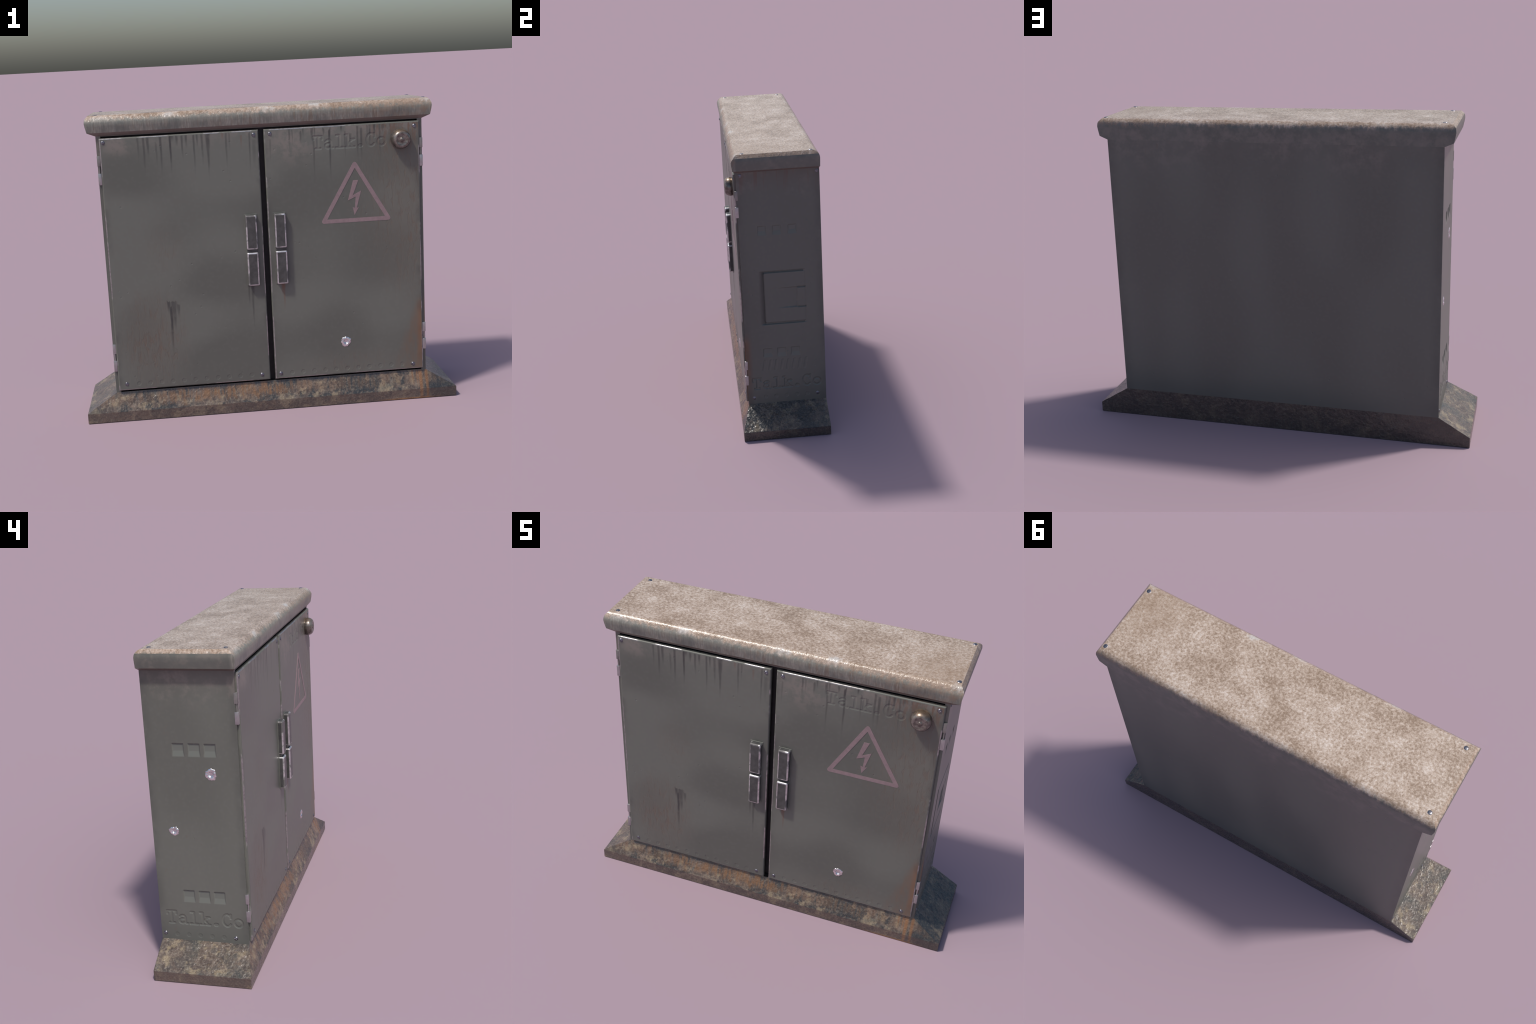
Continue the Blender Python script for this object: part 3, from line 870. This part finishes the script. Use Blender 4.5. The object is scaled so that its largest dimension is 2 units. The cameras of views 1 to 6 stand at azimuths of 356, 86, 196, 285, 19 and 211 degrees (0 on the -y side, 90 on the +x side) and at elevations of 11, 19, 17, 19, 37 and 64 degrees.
def build_door(sign):
    us = spread(DX0, DX1, 0.0017, 0.0017, [])
    if sign < 0:
        us = -us[::-1]
    zones = [(0.176, 0.210)] + ([(0.310, 0.372), (1.372, 1.468)] if sign > 0 else [])
    vs = spread(DZ0, DZ1, 0.0017, 0.03, zones)
    me = sheet(us, vs, lambda U, V, H: (U, YD - H, V), door_relief(sign), rim=(0.0066, 0.0175))
    return add("door", me, ROOT, (M_DOOR, M_EDGE), 35)


def handle(door, cx):
    """two-block swing handle on a thin back plate"""
    bm = bmesh.new()
    block(bm, cx - 0.0340, cx + 0.0340, YD + 0.002, YD - 0.0022, 0.686, 1.0695, 0.0015, 2, 2, 2)
    block(bm, cx - 0.0270, cx + 0.0270, YD, YD - 0.014, 0.86, 0.89, 0.0, 1, 0, 0)
    for z0, z1 in ((0.8840, 1.0655), (0.6895, 0.8685)):
        block(bm, cx - 0.0302, cx + 0.0302, YD + 0.001, YD - 0.0275, z0, z1, 0.0082, 4, 1, 0)
    bmesh.ops.recalc_face_normals(bm, faces=bm.faces)
    me = bpy.data.meshes.new("handle")
    bm.to_mesh(me); bm.free()
    ob = add("handle", me, door, (M_HFACE, M_HEDGE, M_DOOR), 60)
    w = ob.modifiers.new("weighted_normals", "WEIGHTED_NORMAL")
    w.weight, w.keep_sharp = 100, True
    return ob


def hinge(door, sign, z_up):
    """two knuckles on a pin at the outer door edge"""
    bm = bmesh.new()
    xa, xb = sorted((sign * 0.8262, sign * 0.8437))
    block(bm, xa, xb, YF + 0.0065, -0.2040, z_up - 0.052, z_up, 0.0015, 2, 0, 0, False)
    block(bm, xa, xb, YF + 0.0065, -0.2070, z_up - 0.1485, z_up - 0.0895, 0.0015, 2, 1, 1, False)
    res = bmesh.ops.create_cone(bm, cap_ends=True, segments=16, radius1=0.0042, radius2=0.0042, depth=0.11)
    for v in res["verts"]:
        v.co += Vector((sign * 0.835, -0.198, z_up - 0.075))
    bmesh.ops.recalc_face_normals(bm, faces=bm.faces)
    me = bpy.data.meshes.new("hinge")
    bm.to_mesh(me); bm.free()
    return add("hinge", me, door, (M_HINGE2 if z_up > 1 else M_HINGE, M_HINGE), 35)


def plate(outline_loops, y, depth, name, parent, mat):
    """thin raised plate in the door plane from strips of (x, z) quads / polygons"""
    vs, fs = [], []
    for poly in outline_loops:
        k, n = len(vs), len(poly)
        vs += [(x, y, z) for x, z in poly] + [(x, y - depth, z) for x, z in poly]
        fs.append(tuple(range(k, k + n)))
        fs.append(tuple(range(k + n, k + 2 * n))[::-1])
        fs += [(k + j, k + (j + 1) % n, k + n + (j + 1) % n, k + n + j) for j in range(n)]
    me = mesh_from(vs, fs)
    bm = bmesh.new(); bm.from_mesh(me)
    bmesh.ops.remove_doubles(bm, verts=bm.verts, dist=1e-6)
    # inner faces shared by neighbouring strips vanish
    seen = {}
    for f in list(bm.faces):
        seen.setdefault(frozenset(v.index for v in f.verts), []).append(f)
    for fl in seen.values():
        if len(fl) > 1:
            bmesh.ops.delete(bm, geom=fl, context="FACES_ONLY")
    bmesh.ops.recalc_face_normals(bm, faces=bm.faces)
    bm.to_mesh(me); bm.free()
    return add(name, me, parent, (mat,))


def warning_sign(door):
    inner = [Vector(p) for p in ((0.3272, 1.0131), (0.6349, 1.0131), (0.4808, 1.2774))]
    c = sum(inner, Vector((0, 0))) / 3
    w, r, seg = 0.0212, 0.0115, 6
    # offset triangle corners, rounded outside
    def offset(dist):
        out = []
        for i in range(3):
            a, b, d = inner[i - 1], inner[i], inner[(i + 1) % 3]
            n1 = Vector(((b - a).y, -(b - a).x)).normalized()
            n2 = Vector(((d - b).y, -(d - b).x)).normalized()
            bis = (n1 + n2).normalized()
            out.append((b + bis * dist / bis.dot(n1), n1, n2))
        return out
    core = offset(w - r)
    quads = []
    def arc_pts(i):
        p, n1, n2 = core[i]
        a0, a1 = math.atan2(n1.y, n1.x), math.atan2(n2.y, n2.x)
        while a1 < a0:
            a1 += 2 * math.pi
        return [p + Vector((math.cos(a0 + (a1 - a0) * k / seg), math.sin(a0 + (a1 - a0) * k / seg))) * r for k in range(seg + 1)]
    outer = [arc_pts(i) for i in range(3)]
    for i in range(3):
        j = (i + 1) % 3
        quads.append([inner[i], outer[i][-1], outer[j][0], inner[j]])
        for k in range(seg):
            quads.append([inner[i], outer[i][k], outer[i][k + 1]])
    plate(quads, YD + 0.0012, 0.0020, "warning_triangle", door, M_SIGN)
    bolt = [[(0.4702, 1.2129), (0.4979, 1.2129), (0.4667, 1.1342), (0.4395, 1.1079)],
            [(0.4395, 1.1079), (0.4667, 1.1342), (0.5114, 1.1566), (0.4816, 1.1265)],
            [(0.4816, 1.1265), (0.5114, 1.1566), (0.4855, 1.0665), (0.4757, 1.0665)],
            [(0.4757, 1.0665), (0.4855, 1.0665), (0.4968, 1.0690), (0.4725, 1.0289)],
            [(0.4757, 1.0665), (0.4725, 1.0289), (0.4640, 1.0720)]]
    plate(bolt, YD + 0.0012, 0.0020, "lightning_bolt", door, M_SIGN)


def knob(door):
    prof = [(0.0535, -0.001), (0.0535, 0.0016), (0.0500, 0.0024), (0.0500, 0.0045), (0.0512, 0.0060), (0.0512, 0.0170), (0.0505, 0.0225), (0.0482, 0.0290), (0.0448, 0.0348),
            (0.0405, 0.0395), (0.0365, 0.0424), (0.0330, 0.0434), (0.0295, 0.0428), (0.0255, 0.0408), (0.0200, 0.0400), (0.0130, 0.0400), (0.0108, 0.0404), (0.0098, 0.0424), (0.0072, 0.0444), (0.0, 0.0450)]
    me = lathe(prof, 56)
    me.transform(Matrix.Translation((0.7256, YD, 1.4135)) @ facing("-y"))
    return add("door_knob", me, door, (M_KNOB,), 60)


for sign in (-1, 1):
    d = build_door(sign)
    handle(d, sign * 0.0758)
    for z in (1.4150, 0.4170):
        hinge(d, sign, z)
    spots = [(-0.807, 1.4815), (-0.0390, 1.4790), (-0.7830, 0.1955), (-0.0570, 0.1912)] if sign < 0 else [(0.045, 1.479), (0.7998, 1.4785), (0.045, 0.190), (0.7695, 0.1889)]
    for x, z in spots:
        screw((x, YD, z), "-y", d, 0.88, x * 5 + z * 3)
    if sign > 0:
        warning_sign(d)
        knob(d)
        crater((door_bullet[0], YD, door_bullet[1]), "-y", door_bullet[2], d, 31)
